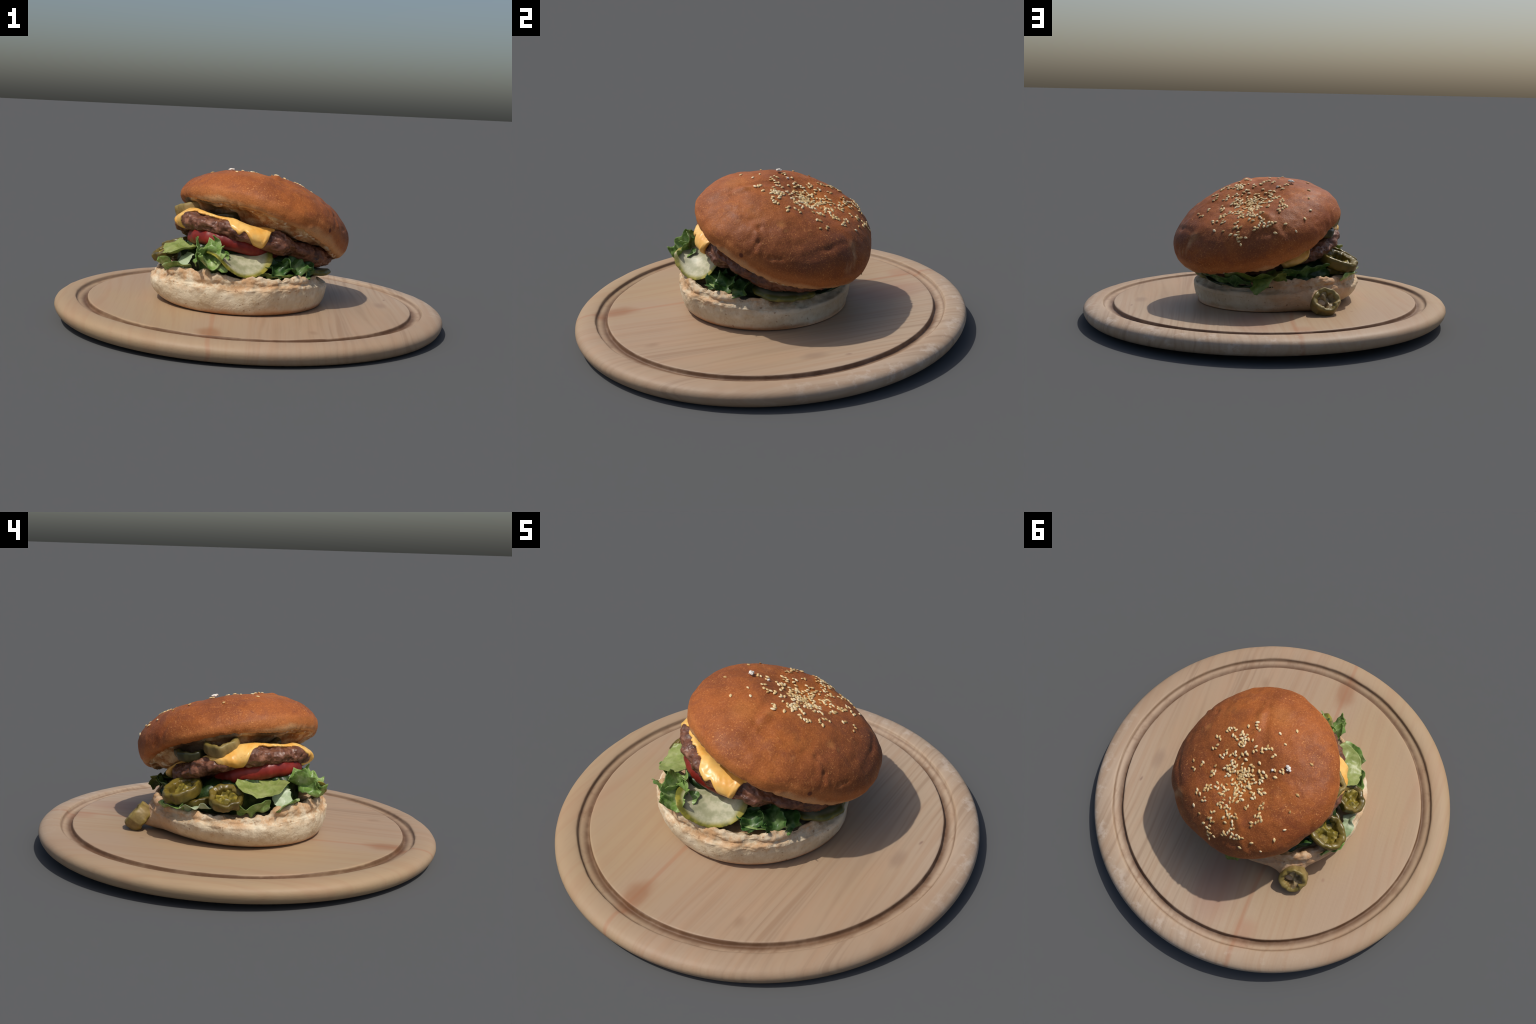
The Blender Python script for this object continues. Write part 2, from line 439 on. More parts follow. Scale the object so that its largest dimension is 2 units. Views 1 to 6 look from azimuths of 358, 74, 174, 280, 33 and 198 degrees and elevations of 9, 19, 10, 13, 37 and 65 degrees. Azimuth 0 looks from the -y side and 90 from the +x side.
# ------------------------------------------------------------- the chopping board
def build_board():
    prof = [(0.0, 0.0), (0.5, 0.0), (0.93, 0.0), (0.955, 0.0015), (0.972, 0.007), (0.986, 0.018), (0.995, 0.033), (1.0, 0.05), (0.9985, 0.062),
            (0.992, 0.073), (0.980, 0.082), (0.962, 0.0878), (0.94, 0.0915), (0.92, 0.0928), (0.905, 0.0922), (0.898, 0.0912), (0.8945, 0.0895),
            (0.892, 0.085), (0.8895, 0.0785), (0.885, 0.0745), (0.876, 0.0725), (0.862, 0.070), (0.850, 0.0672), (0.843, 0.0662), (0.8395, 0.0682), (0.8375, 0.0735),
            (0.836, 0.0800), (0.8345, 0.0843), (0.8318, 0.0867), (0.826, 0.0875), (0.80, 0.0872), (0.6, 0.087), (0.3, 0.087), (0.004, 0.087)]
    prof = np.array(prof)
    n = 360
    th = np.linspace(0, TAU, n, endpoint=False)
    r, z = prof[1:, 0][:, None], prof[1:, 1][:, None]
    ring = np.stack([np.cos(th), np.sin(th), 0 * th], -1)[None] * 3
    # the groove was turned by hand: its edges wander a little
    wob = np.where((r > 0.80) & (r < 0.90), 0.0030 * vnoise(ring, 2.2, 5) + 0.0010 * vnoise(ring, 14, 6), 0)
    rr = r + wob
    P = np.stack([rr * np.cos(th), rr * np.sin(th), z + 0 * th], -1)
    P[..., 2] += np.where((r > 0.9) & (z > 0.06), 0.0012 * vnoise(ring, 5, 8), 0)
    P[..., 2] = np.maximum(P[..., 2], 0) + 0.0172 - 0.0112 * P[..., 0] + 0.0140 * P[..., 1]
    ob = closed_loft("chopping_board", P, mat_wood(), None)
    ob["label"] = "round pale pine board with a juice groove and rounded rim"
    ob["category"] = "chopping board"
    return ob


# ------------------------------------------------------------------- top bun
BC = np.array([0.0593, 0.0773, 0.5217])
BZ = np.array(AXIS)
BX = np.array([1, 0, 0]) - BZ * BZ[0]
BX /= np.linalg.norm(BX)
BY = np.cross(BZ, BX)


def harm(c, t, first=1):
    return sum(c[2 * i] * np.cos((i + first) * t) + c[2 * i + 1] * np.sin((i + first) * t) for i in range(len(c) // 2))


def bun_r(t):
    flat = np.exp(-((np.degrees(t) - 140 + 180) % 360 - 180) ** 2 / 24 ** 2)
    return 0.4545 * (1 + harm([0.005, -0.0011, -0.0018, 0.0158, 0.0058, 0.0051], t, 2)) - 0.014 * flat + 0.003 * np.exp(-((np.degrees(t) - 312 + 180) % 360 - 180) ** 2 / 24 ** 2) + 0.002 * np.exp(-((np.degrees(t) - 24 + 180) % 360 - 180) ** 2 / 27 ** 2)


def bun_drop(t):
    return 0.0495 * (1 + harm([0.2102, -0.2787, -0.0099, -0.0639, 0.0809, -0.1901], t)) + 0.018 * np.exp(-((np.degrees(t) - 25 + 180) % 360 - 180) ** 2 / 38 ** 2)


def dome(rho, t):
    """Upper surface of the top bun at fraction rho of the radius."""
    f = np.sqrt(np.maximum(1 - rho ** 2.5708, 0))
    f = np.maximum(1 - rho ** 2.5708, 0) ** (1 / 1.9585)
    z = 0.2071 * f * (1 + rho * harm([-0.0628, -0.0034, -0.025, -0.0367], t))
    r = bun_r(t) * rho
    x, y = r * np.cos(t) + 0.0192 * f, r * np.sin(t) + 0.0531 * f
    return x, y, z


def to_world(x, y, z):
    return BC + x[..., None] * BX + y[..., None] * BY + z[..., None] * BZ


def bun_relief(P):
    """How far the crust swells out (or is pinched in) at points P, before the fine grain."""
    d = 0.0075 * fbm(P, 4.5, 3, 3) + 0.0022 * fbm(P, 20, 9, 2)
    d = d - 0.009 * np.exp(-(np.linalg.norm(P - np.array([0.10, 0.30, 0.66]), axis=-1) / 0.20) ** 2)
    for c, r, h in (((0.43, 0.22, 0.50), 0.11, 0.016), ((0.16, 0.36, 0.63), 0.10, -0.006), ((0.0, -0.03, 0.77), 0.15, -0.004)):
        d = d + h * np.exp(-(np.linalg.norm(P - np.array(c), axis=-1) / r) ** 2)
    # the crown sank where the dough was pinched shut
    d = d - 0.030 * np.exp(-(np.linalg.norm(P - np.array([0.10, 0.20, 0.68]), axis=-1) / 0.135) ** 2)

    Pw = P + 0.012 * np.stack([vnoise(P, 14, k) for k in (1, 2, 3)], -1)
    for a, b, w, h in CREASES:
        d = d + 1.3 * h * np.exp(-(dist_line_w(Pw, a, b) / w) ** 2)
    return d


def dist_line_w(P, a, b):
    a, b = np.array(a), np.array(b)
    t = np.clip(((P - a) @ (b - a)) / ((b - a) @ (b - a)), 0, 1)
    return np.linalg.norm(P - a - t[..., None] * (b - a), axis=-1)


CREASES = [((0.355, -0.13, 0.62), (0.395, -0.155, 0.565), 0.012, -0.006), ((0.395, -0.155, 0.565), (0.395, -0.20, 0.51), 0.012, -0.008), ((0.375, -0.15, 0.60), (0.41, -0.16, 0.52), 0.016, 0.007),
           ((0.12, -0.22, 0.735), (0.10, -0.13, 0.745), 0.018, 0.005), ((0.10, -0.13, 0.745), (0.11, -0.05, 0.745), 0.020, 0.006), ((0.07, -0.11, 0.75), (0.04, 0.02, 0.755), 0.022, -0.006), ((0.14, -0.26, 0.705), (0.12, -0.20, 0.735), 0.03, -0.005),
           ((0.10, 0.20, 0.67), (0.12, 0.24, 0.65), 0.045, -0.006), ((0.10, 0.20, 0.67), (0.26, 0.18, 0.64), 0.016, -0.004), ((0.10, 0.20, 0.67), (0.02, 0.36, 0.63), 0.016, -0.004), ((0.10, 0.20, 0.67), (-0.05, 0.16, 0.73), 0.016, -0.003), ((0.12, 0.20, 0.67), (0.30, 0.06, 0.64), 0.018, 0.003),
           ((0.47, 0.06, 0.50), (0.44, 0.16, 0.50), 0.02, -0.004), ((0.44, 0.16, 0.50), (0.38, 0.27, 0.50), 0.02, -0.006), ((0.38, 0.33, 0.48), (0.45, 0.27, 0.40), 0.022, -0.006), ((0.44, -0.11, 0.50), (0.46, -0.07, 0.49), 0.010, -0.006),
           ((0.283, -0.174, 0.66), (0.285, -0.16, 0.66), 0.016, 0.005), ((0.295, -0.185, 0.655), (0.31, -0.165, 0.65), 0.007, -0.004), ((0.35, -0.06, 0.62), (0.345, -0.02, 0.63), 0.014, 0.004), ((0.39, -0.03, 0.61), (0.38, 0.0, 0.61), 0.012, 0.003),
           ((0.29, -0.18, 0.65), (0.37, -0.06, 0.62), 0.04, -0.003), ((0.0, 0.50, 0.54), (0.11, 0.49, 0.52), 0.022, -0.005), ((-0.05, 0.50, 0.51), (-0.09, 0.46, 0.56), 0.012, 0.006), ((-0.25, 0.33, 0.6), (-0.30, 0.36, 0.53), 0.02, -0.006),
           ((-0.31, 0.32, 0.60), (-0.29, 0.25, 0.67), 0.012, -0.003), ((0.04, 0.40, 0.62), (-0.03, 0.50, 0.53), 0.02, 0.005), ((0.22, -0.28, 0.60), (0.28, -0.30, 0.54), 0.02, 0.004)]


def stack_top(x, y):
    """Height of the filling's upper face at (x, y): the bun settles on it."""
    t = np.arctan2(y - PC[1], x - PC[0])
    rad, zb, zt = periodic(PATTY, t)
    w = np.clip(np.hypot(x - PC[0], y - PC[1]) / (0.82 * rad), 0, 1.15)
    return 0.455 + (zt - 0.455) * w ** 1.3 + 0.008


def build_top_bun(parent):
    n = 320
    t = np.linspace(0, TAU, n, endpoint=False)
    rings = []
    for a in np.linspace(0.02, 1, 90):
        rho = math.sin(a * math.pi / 2)
        rings.append(to_world(*dome(rho, t)))
    edge = bun_drop(t)
    jag = 0.004 * vnoise(np.stack([np.cos(t), np.sin(t), 0 * t], -1) * 3, 7, 4) + 0.002 * vnoise(np.stack([np.cos(t), np.sin(t), 0 * t], -1) * 3, 22, 5)
    for a in np.linspace(0.08, 1, 14):
        ang = a * math.pi / 2
        rho = 1 - 0.0467 * (1 - math.cos(ang)) * 1.6
        r = bun_r(t) * rho
        rings.append(to_world(r * np.cos(t), r * np.sin(t), -(edge + jag) * math.sin(ang)))
    top = np.array(rings)
    N = grid_normals(top, True)
    if (N[40, 0] @ BZ) < 0:
        N = -N
    fade = np.ones(len(top))
    top = top + N * bun_relief(top)[..., None] * fade[:, None, None]
    crust = make_mesh("crust", *pole_mesh(top), mat_crust(), parent)
    fix_normals(crust)
    # cut face: torn crumb rolling inward under the crust
    last = top[-1]
    und = [last]
    cen = BC - 0.012 * BZ
    for f in (0.988, 0.975, 0.96, 0.945, 0.93, 0.915, 0.90, 0.885, 0.87, 0.85, 0.83, 0.79, 0.7, 0.5, 0.25, 0.03):
        q = cen + (last - cen) * f
        lip = 0.012 * smooth(1.0, 0.965, f) - 0.010 * smooth(0.95, 0.88, f)
        gap = np.exp(-((np.degrees(np.arctan2(q[:, 1], q[:, 0])) - 243 + 180) % 360 - 180) ** 4 / 36.0 ** 4)
        rest = stack_top(q[:, 0], q[:, 1])
        w = smooth(0.955, 0.83, f) * (1 - gap) + smooth(0.86, 0.62, f) * gap
        h = (q[:, 2] - lip) * (1 - w) + np.minimum(rest, q[:, 2] + 0.03) * w
        q = np.stack([q[:, 0], q[:, 1], h], -1)
        q = q + (0.010 * fbm(q, 17, 30, 3))[:, None] * (0.6 * BZ + 0.8 * np.array([0, 0, 1.0]) * 0)
        und.append(q)
    crumb = make_mesh("crumb", *pole_mesh(np.array(und)[::-1]), mat_crumb(), parent)
    fix_normals(crumb)
    return crust


def pole_mesh(P):
    nu, nv, _ = P.shape
    V = np.vstack([P.reshape(-1, 3), P[0].mean(0)])
    F = grid_faces(nu, nv, True) + [[nu * nv, (j + 1) % nv, j] for j in range(nv)]
    return V, F


def build_seeds(parent):
    """Sesame scattered round the crown, thickest where the dough was pinched shut."""
    nu, nv = 10, 12
    V = []
    for i in range(nu + 1):
        u = i / nu
        s = math.sin(math.pi * u)
        x = -0.0105 + 0.0195 * u
        w = 0.0056 * s ** 0.8 * (1 + 0.35 * (u - 0.5))
        for j in range(nv):
            a = TAU * j / nv
            V.append((x, w * math.cos(a), 0.55 * w * math.sin(a)))
    F = grid_faces(nu + 1, nv, True)
    first = make_mesh("sesame_seed", V, F, mat_seed(), parent)
    spots = []

    def add(x, y, gap):
        if all((x - a) ** 2 + (y - b) ** 2 > gap ** 2 for a, b in spots):
            spots.append((x, y))
    tries = 0
    cx, cy = 0.0, 0.085
    while len(spots) < 64 and tries < 5000:
        tries += 1
        x, y = rng.normal(0, 0.05), rng.normal(0, 0.055)
        add(cx + x, cy + y, 0.0085)
    # short chains and loose clumps farther out
    while len(spots) < 262 and tries < 20000:
        tries += 1
        a, r = rng.uniform(0, TAU), 0.295 * rng.uniform(0.02, 1) ** 0.66
        x, y = cx + 0.02 + 0.86 * r * math.cos(a), cy + 0.02 + r * math.sin(a)
        for _ in range(rng.integers(1, 5)):
            add(x, y, 0.0115)
            b = rng.uniform(0, TAU)
            x, y = x + 0.016 * math.cos(b), y + 0.016 * math.sin(b)
    for _ in range(12):
        a = rng.uniform(0, TAU)
        add(cx - 0.02 + 0.30 * math.cos(a), cy + 0.28 * math.sin(a), 0.03)
    spots += [(-0.13, -0.20), (-0.20, -0.24), (-0.33, -0.10), (-0.04, -0.10), (0.05, -0.12), (-0.30, 0.25), (-0.26, 0.31), (-0.16, 0.36), (-0.10, 0.40), (-0.20, 0.38)]
    out = []
    for k, (x, y) in enumerate(spots):
        t = math.atan2(y - 0.045, x - 0.016)
        # find rho so that the dome passes over (x, y)
        lo, hi = 0.0, 0.99
        for _ in range(30):
            rho = (lo + hi) / 2
            dx, dy, dz = dome(np.array(rho), np.array(t))
            if (dx - x) ** 2 + (dy - y) ** 2 < 1e-9:
                break
            t = math.atan2(y - 0.0531 * (1 - rho ** 2.57) ** 0.51, x - 0.0192 * (1 - rho ** 2.57) ** 0.51)
            rad = math.hypot(x - 0.0192 * (1 - rho ** 2.57) ** 0.51, y - 0.0531 * (1 - rho ** 2.57) ** 0.51)
            if bun_r(np.array(t)) * rho < rad:
                lo = rho
            else:
                hi = rho
        e = 1e-3
        p = lambda a, b: to_world(*[np.array(v) for v in dome(np.array(a), np.array(b))])
        c = p(rho, t)
        nrm = np.cross(p(rho + e, t) - c, p(rho, t + e / max(rho, 0.05)) - c)
        nrm /= np.linalg.norm(nrm)
        if nrm @ BZ < 0:
            nrm = -nrm
        c = c + nrm * (bun_relief(c[None])[0] + 0.0026)
        a = rng.uniform(0, TAU)
        tang = math.cos(a) * BX + math.sin(a) * BY + rng.normal(0, 0.12) * nrm
        X = tang - nrm * (tang @ nrm) + nrm * rng.normal(0, 0.12)
        X /= np.linalg.norm(X)
        Y = np.cross(nrm, X)
        Y /= np.linalg.norm(Y)
        Z = np.cross(X, Y)
        s = rng.uniform(0.98, 1.32)
        M = Matrix(((X[0] * s, Y[0] * s, Z[0] * s, c[0]), (X[1] * s, Y[1] * s, Z[1] * s, c[1]), (X[2] * s, Y[2] * s, Z[2] * s, c[2]), (0, 0, 0, 1)))
        ob = first if k == 0 else first.copy()
        if k:
            bpy.context.collection.objects.link(ob)
            ob.parent = parent
        ob.matrix_world = M
        out.append(ob)
    return out


# ---------------------------------------------------------------- bottom bun
def build_bottom_bun(parent):
    n = 320
    t = np.linspace(0, TAU, n, endpoint=False)
    R = 0.4499 * (1 + harm([0.0125, 0.001, 0.0015, -0.0019, 0.0015, 0.0044], t, 2))
    c = np.array([-0.0629, -0.0085, 0])
    foot = 0.84 * (1 + harm([0.1085, 0.0025, -0.0208, 0.0522], t))
    # per azimuth: lip height, lip radius factor, shoulder height
    lip, lf, sh = periodic([(0, 0.238, 0.89, 0.215), (25, 0.262, 0.85, 0.205), (50, 0.288, 0.85, 0.208), (90, 0.288, 0.90, 0.220), (120, 0.292, 0.95, 0.235),
                            (150, 0.278, 0.94, 0.228), (180, 0.266, 0.92, 0.226), (205, 0.274, 0.93, 0.230), (222, 0.303, 0.95, 0.240), (240, 0.310, 0.95, 0.240), (262, 0.290, 0.93, 0.233),
                            (285, 0.284, 0.93, 0.233), (312, 0.288, 0.94, 0.238), (335, 0.268, 0.92, 0.228)], t)
    ring = np.stack([np.cos(t), np.sin(t), 0 * t], -1) * 3
    lip = lip + 0.009 * fbm(ring, 3.3, 11, 3)
    o = 0 * t
    keys = [(0.05 + o, o), (foot * 0.7, o), (foot, o + 0.001), (foot + (1 - foot) * 0.5, o + 0.016), (foot + (1 - foot) * 0.80, o + 0.048),
            (foot + (1 - foot) * 0.95, o + 0.08), (1.0 + o, sh - 0.118), (0.99 + o, sh - 0.102), (0.968 * 0.7 + 0.3 * lf, sh - 0.090), (lf + 0.016, (sh + lip) / 2 - 0.093), (lf - 0.02, lip - 0.103), (lf - 0.07, lip - 0.115),
            (lf - 0.2, o + 0.14), (0.3 + o, o + 0.14), (0.03 + o, o + 0.14)]
    F = catmull(np.array([np.concatenate([a, b]) for a, b in keys]), 90)
    f, z = F[:, :n], np.maximum(F[:, n:], -0.001)
    P = np.stack([c[0] + f * R * np.cos(t), c[1] + f * R * np.sin(t), z], -1)
    board = 0.1042 - 0.0112 * P[..., 0] + 0.0140 * P[..., 1]
    P[..., 2] = z + board * (1 - smooth(0.05, 0.11, z)) + 0.103 * smooth(0.05, 0.11, z)
    z = P[..., 2]
    # dough drawn out toward the pepper slice that leans on it
    g = np.exp(-((np.degrees(t) - 114 + 180) % 360 - 180) ** 2 / 9 ** 2)
    low = np.exp(-((z - 0.155) / 0.045) ** 2)
    P[..., 0] += 0.080 * g * low * np.cos(np.radians(114))
    P[..., 1] += 0.080 * g * low * np.sin(np.radians(114))
    N = grid_normals(P, True)
    if N[40, 0] @ np.array([1, 0, 0]) < 0:
        N = -N
    top = smooth(0.19, 0.24, z)
    seam = 0.5 + 0.5 * np.tanh((z - sh + 0.012 - 0.014 * vnoise(P * [1, 1, 0], 9, 33)) / 0.006)
    d = 0.0065 * fbm(P, 5.5, 21, 2) + 0.0015 * fbm(P, 24, 22, 2) + top * 0.008 * fbm(P * [1, 1, 1.6], 19, 25, 4, 0.6) + 0.0012 * vnoise(P, 45, 27) - 0.006 * seam * (1 - smooth(0.25, 0.27, z)) * smooth(-0.3, 0.5, vnoise(P * [1, 1, 0], 5, 36))
    # thumb-sized dimple below the pickle
    d = d - 0.014 * np.exp(-(np.linalg.norm(P - np.array([-0.08, -0.44, 0.23]), axis=-1) / 0.055) ** 2)
    d = d * smooth(0.112, 0.14, z)
    P = P + N * d[..., None]
    return closed_loft("bottom_bun", P, mat_lower_bun(), parent)


# --------------------------------------------------------------------- patty
PC = np.array([-0.02, 0.0])
PATTY = [(0, 0.425, 0.288, 0.392), (20, 0.420, 0.270, 0.365), (60, 0.375, 0.275, 0.345), (90, 0.345, 0.310, 0.375), (113, 0.352, 0.342, 0.415), (130, 0.365, 0.354, 0.452),
         (145, 0.368, 0.378, 0.470), (160, 0.375, 0.412, 0.500), (175, 0.370, 0.443, 0.530), (189, 0.360, 0.461, 0.562), (203, 0.354, 0.469, 0.572), (225, 0.350, 0.472, 0.562),
         (242, 0.348, 0.462, 0.550), (254, 0.348, 0.453, 0.545), (266, 0.355, 0.447, 0.523), (276, 0.354, 0.424, 0.512), (288, 0.355, 0.400, 0.506), (302, 0.358, 0.383, 0.490),
         (316, 0.360, 0.368, 0.455), (330, 0.378, 0.334, 0.432), (345, 0.405, 0.305, 0.410)]


def patty_surface(t, s, lumps=True):
    """s: 0 top centre, 1 top rim, 1..2 down the side, 3 bottom centre."""
    r, zb, zt = periodic(PATTY, t)
    s = np.asarray(s, float)
    rim = 0.82
    a = np.clip(s - 1, 0, 1)
    ang = (a - 0.5) * math.pi
    fr = np.where(s < 1, rim * s, np.where(s < 2, rim + (1 - rim) * np.cos(ang) ** 0.85, rim * (3 - s)))
    mid = (zb + zt) / 2
    half = (zt - zb) / 2
    zside = mid - half * np.sin(ang)
    ctop, cbot = 0.455, 0.365
    w = np.clip(np.where(s < 1, s, 3 - s), 0, 1)
    z = np.where(s < 1, ctop + (zt - ctop) * w ** 1.3, np.where(s < 2, zside, cbot + (zb - cbot) * w ** 1.3))
    P = np.stack([PC[0] + fr * r * np.cos(t), PC[1] + fr * r * np.sin(t), z], -1)
    if lumps:
        out = np.stack([np.cos(t), np.sin(t), np.where(s < 1.5, 0.5, -0.3)], -1)
        P = P + out * (0.013 * fbm(P, 15, 41, 4, 0.6) * smooth(0.5, 1.0, s) * smooth(0, 0.5, 3 - s))[..., None]
    return P


def build_patty(parent):
    t = np.linspace(0, TAU, 360, endpoint=False)
    S = np.concatenate([np.linspace(0.05, 0.9, 10), np.linspace(0.95, 2.05, 46), np.linspace(2.1, 2.95, 10)])
    P = np.array([patty_surface(t, 0 * t + s) for s in S])
    return closed_loft("beef_patty", P, mat_patty(), parent)


CHEESE = [(0, 0.92), (30, 0.92), (60, 0.92), (85, 1.0), (95, 1.4), (100, 1.95), (110, 1.95), (118, 1.6), (125, 1.15), (140, 1.02), (155, 1.04), (164, 1.12), (170, 1.30), (177, 1.5), (185, 1.68), (193, 1.92),
          (197, 1.55), (201, 1.22), (207, 1.12), (216, 1.10), (230, 1.09), (242, 1.08), (251, 1.14), (256, 1.40), (261, 1.52), (267, 1.40), (271, 1.62), (275, 2.0),
          (279, 2.02), (283, 1.6), (288, 1.25), (294, 1.0), (310, 0.92), (340, 0.92)]


def build_cheese(parent):
    """A slice melted over the patty: it hugs the lumps and hangs in drips."""
    t = np.linspace(0, TAU, 420, endpoint=False)
    end, = periodic(CHEESE, t)
    ring = np.stack([np.cos(t), np.sin(t), 0 * t], -1) * 3
    end = end + 0.05 * vnoise(ring, 5, 61) + 0.015 * vnoise(ring, 16, 62)
    nu = 40
    outer, inner = [], []
    for u in np.linspace(0, 1, nu):
        s = 0.35 + (end - 0.35) * u
        p = patty_surface(t, s)
        ph = patty_surface(t, s, False)
        n = ph - np.stack([0 * t + PC[0], 0 * t + PC[1], p[:, 2] * 0 + 0.0], -1)
        side = smooth(0.9, 1.2, s)
        n = np.stack([np.cos(t) * side, np.sin(t) * side, 1.0 - 0.85 * side], -1)
        n /= np.linalg.norm(n, axis=-1, keepdims=True)
        fat = 0.0095 + 0.006 * np.exp(-((u - 0.85) / 0.1) ** 2) * smooth(1.3, 1.8, end)
        fat = fat * math.sqrt(max(1 - u ** 10, 0.0)) + 0.001
        # pull toward the unlumped surface so cheese bridges the hollows
        p = p * 0.3 + ph * 0.7
        outer.append(p + n * (fat + 0.003)[:, None])
        inner.append(p - n * 0.006)
    P = np.array(outer + inner[::-1])
    nv = len(t)
    F = grid_faces(len(P), nv, True)
    F += [[(len(P) - 1) * nv + j, (len(P) - 1) * nv + (j + 1) % nv, (j + 1) % nv, j] for j in range(nv)]
    ob = make_mesh("cheese_slice", P.reshape(-1, 3), F, mat_cheese(), parent)
    fix_normals(ob)
    return ob


def frame(centre, normal, spin=0.0):
    z = Vector(normal).normalized()
    x = Vector((1, 0, 0)) if abs(z.x) < 0.9 else Vector((0, 1, 0))
    x = (x - z * x.dot(z)).normalized()
    y = z.cross(x)
    M = Matrix((x, y, z)).transposed().to_4x4() @ Matrix.Rotation(spin, 4, "Z")
    M.translation = Vector(centre)
    return M


def disc(name, R, thick, mat, parent, M, wave=0.0, lobes=0.0, seed=0, bend=0.0, rx=1.0, edge=0.5):
    """A vegetable slice: flat faces, rounded rim, a little warped."""
    n = 160
    t = np.linspace(0, TAU, n, endpoint=False)
    ring = np.stack([np.cos(t), np.sin(t), 0 * t], -1) * 3
    rr = R * (1 + lobes * vnoise(ring, 1.2, seed) + 0.012 * vnoise(ring, 7, seed + 1))
    rows = []
    prof = [(f, 0.5) for f in (0.03, 0.2, 0.4, 0.6, 0.75, 0.86)] + [(0.86 + 0.14 * math.sin(a), 0.5 * math.cos(a)) for a in np.linspace(0.25, math.pi - 0.25, 14)] + [(f, -0.5) for f in (0.86, 0.75, 0.6, 0.4, 0.2, 0.03)]
    for f, h in prof:
        fx = f if f <= 0.86 else 0.86 + (f - 0.86) * edge * 2 if edge < 0.5 else f
        x, y = rx * rr * fx * np.cos(t), rr * fx * np.sin(t)
        p = np.stack([x, y, h * thick + 0 * t], -1)
        p[:, 2] += wave * vnoise(np.stack([x, y, 0 * x], -1), 9, seed + 2) * f + bend * (x / R) ** 2
        p[:, 2] += 0.002 * vnoise(np.stack([x, y, 0 * x], -1), 40, seed + 3)
        rows.append(p)
    ob = closed_loft(name, np.array(rows), mat, parent)
    ob.matrix_world = M
    return ob


def draped_pickle(parent):
    """A broad pickle slice: its upper part lies under the tomato, the lower part hangs over the bun."""
    R, thick, n = 0.165, 0.012, 160
    t = np.linspace(0, TAU, n, endpoint=False)
    ring = np.stack([np.cos(t), np.sin(t), 0 * t], -1) * 3
    rr = R * (1 + 0.03 * vnoise(ring, 1.2, 5) + 0.010 * vnoise(ring, 9, 6))
    rows = []
    prof = [(f, 0.5) for f in (0.03, 0.15, 0.3, 0.45, 0.6, 0.72, 0.82, 0.88)] + [(0.88 + 0.12 * math.sin(a), 0.5 * math.cos(a)) for a in np.linspace(0.25, math.pi - 0.25, 14)] + [(f, -0.5) for f in (0.88, 0.82, 0.72, 0.6, 0.45, 0.3, 0.15, 0.03)]
    bs = np.linspace(-0.25, 0.25, 501)
    phi = np.radians(64 - 66 * smooth(-0.10, 0.015, bs))
    db = bs[1] - bs[0]
    run, rise = np.cumsum(np.cos(phi)) * db, np.cumsum(np.sin(phi)) * db
    k0 = np.argmin(abs(bs + 0.085))
    run, rise = run - run[k0], rise - rise[k0]
    for f, h in prof:
        a, b = rr * f * np.cos(t), rr * f * np.sin(t)
        p = np.interp(b, bs, phi)
        out, up = np.interp(b, bs, run), np.interp(b, bs, rise)
        warp = 0.007 * vnoise(np.stack([a, b, 0 * a], -1), 10, 7) * f
        out, up = out - np.sin(p) * (h * thick + warp), up + np.cos(p) * (h * thick + warp)
        dent = 0.045 * (1 - (a * a + b * b) / (R * R)) * smooth(0.12, 0.0, b)
        rows.append(np.stack([a, out - 0.012 * (a / R) ** 2 * smooth(0.08, -0.08, b) + dent, up - 0.5 * dent], -1))
    ob = closed_loft("pickle_slice", np.array(rows), mat_pickle(R, 0.0, True), parent)
    c = Vector((0.86, 0.51, 0)).normalized()
    M = Matrix((c, Vector((-c.y, c.x, 0)), Vector((0, 0, 1)))).transposed().to_4x4()
    M.translation = Vector((-0.030, -0.372, 0.358))
    ob.matrix_world = M
    return ob


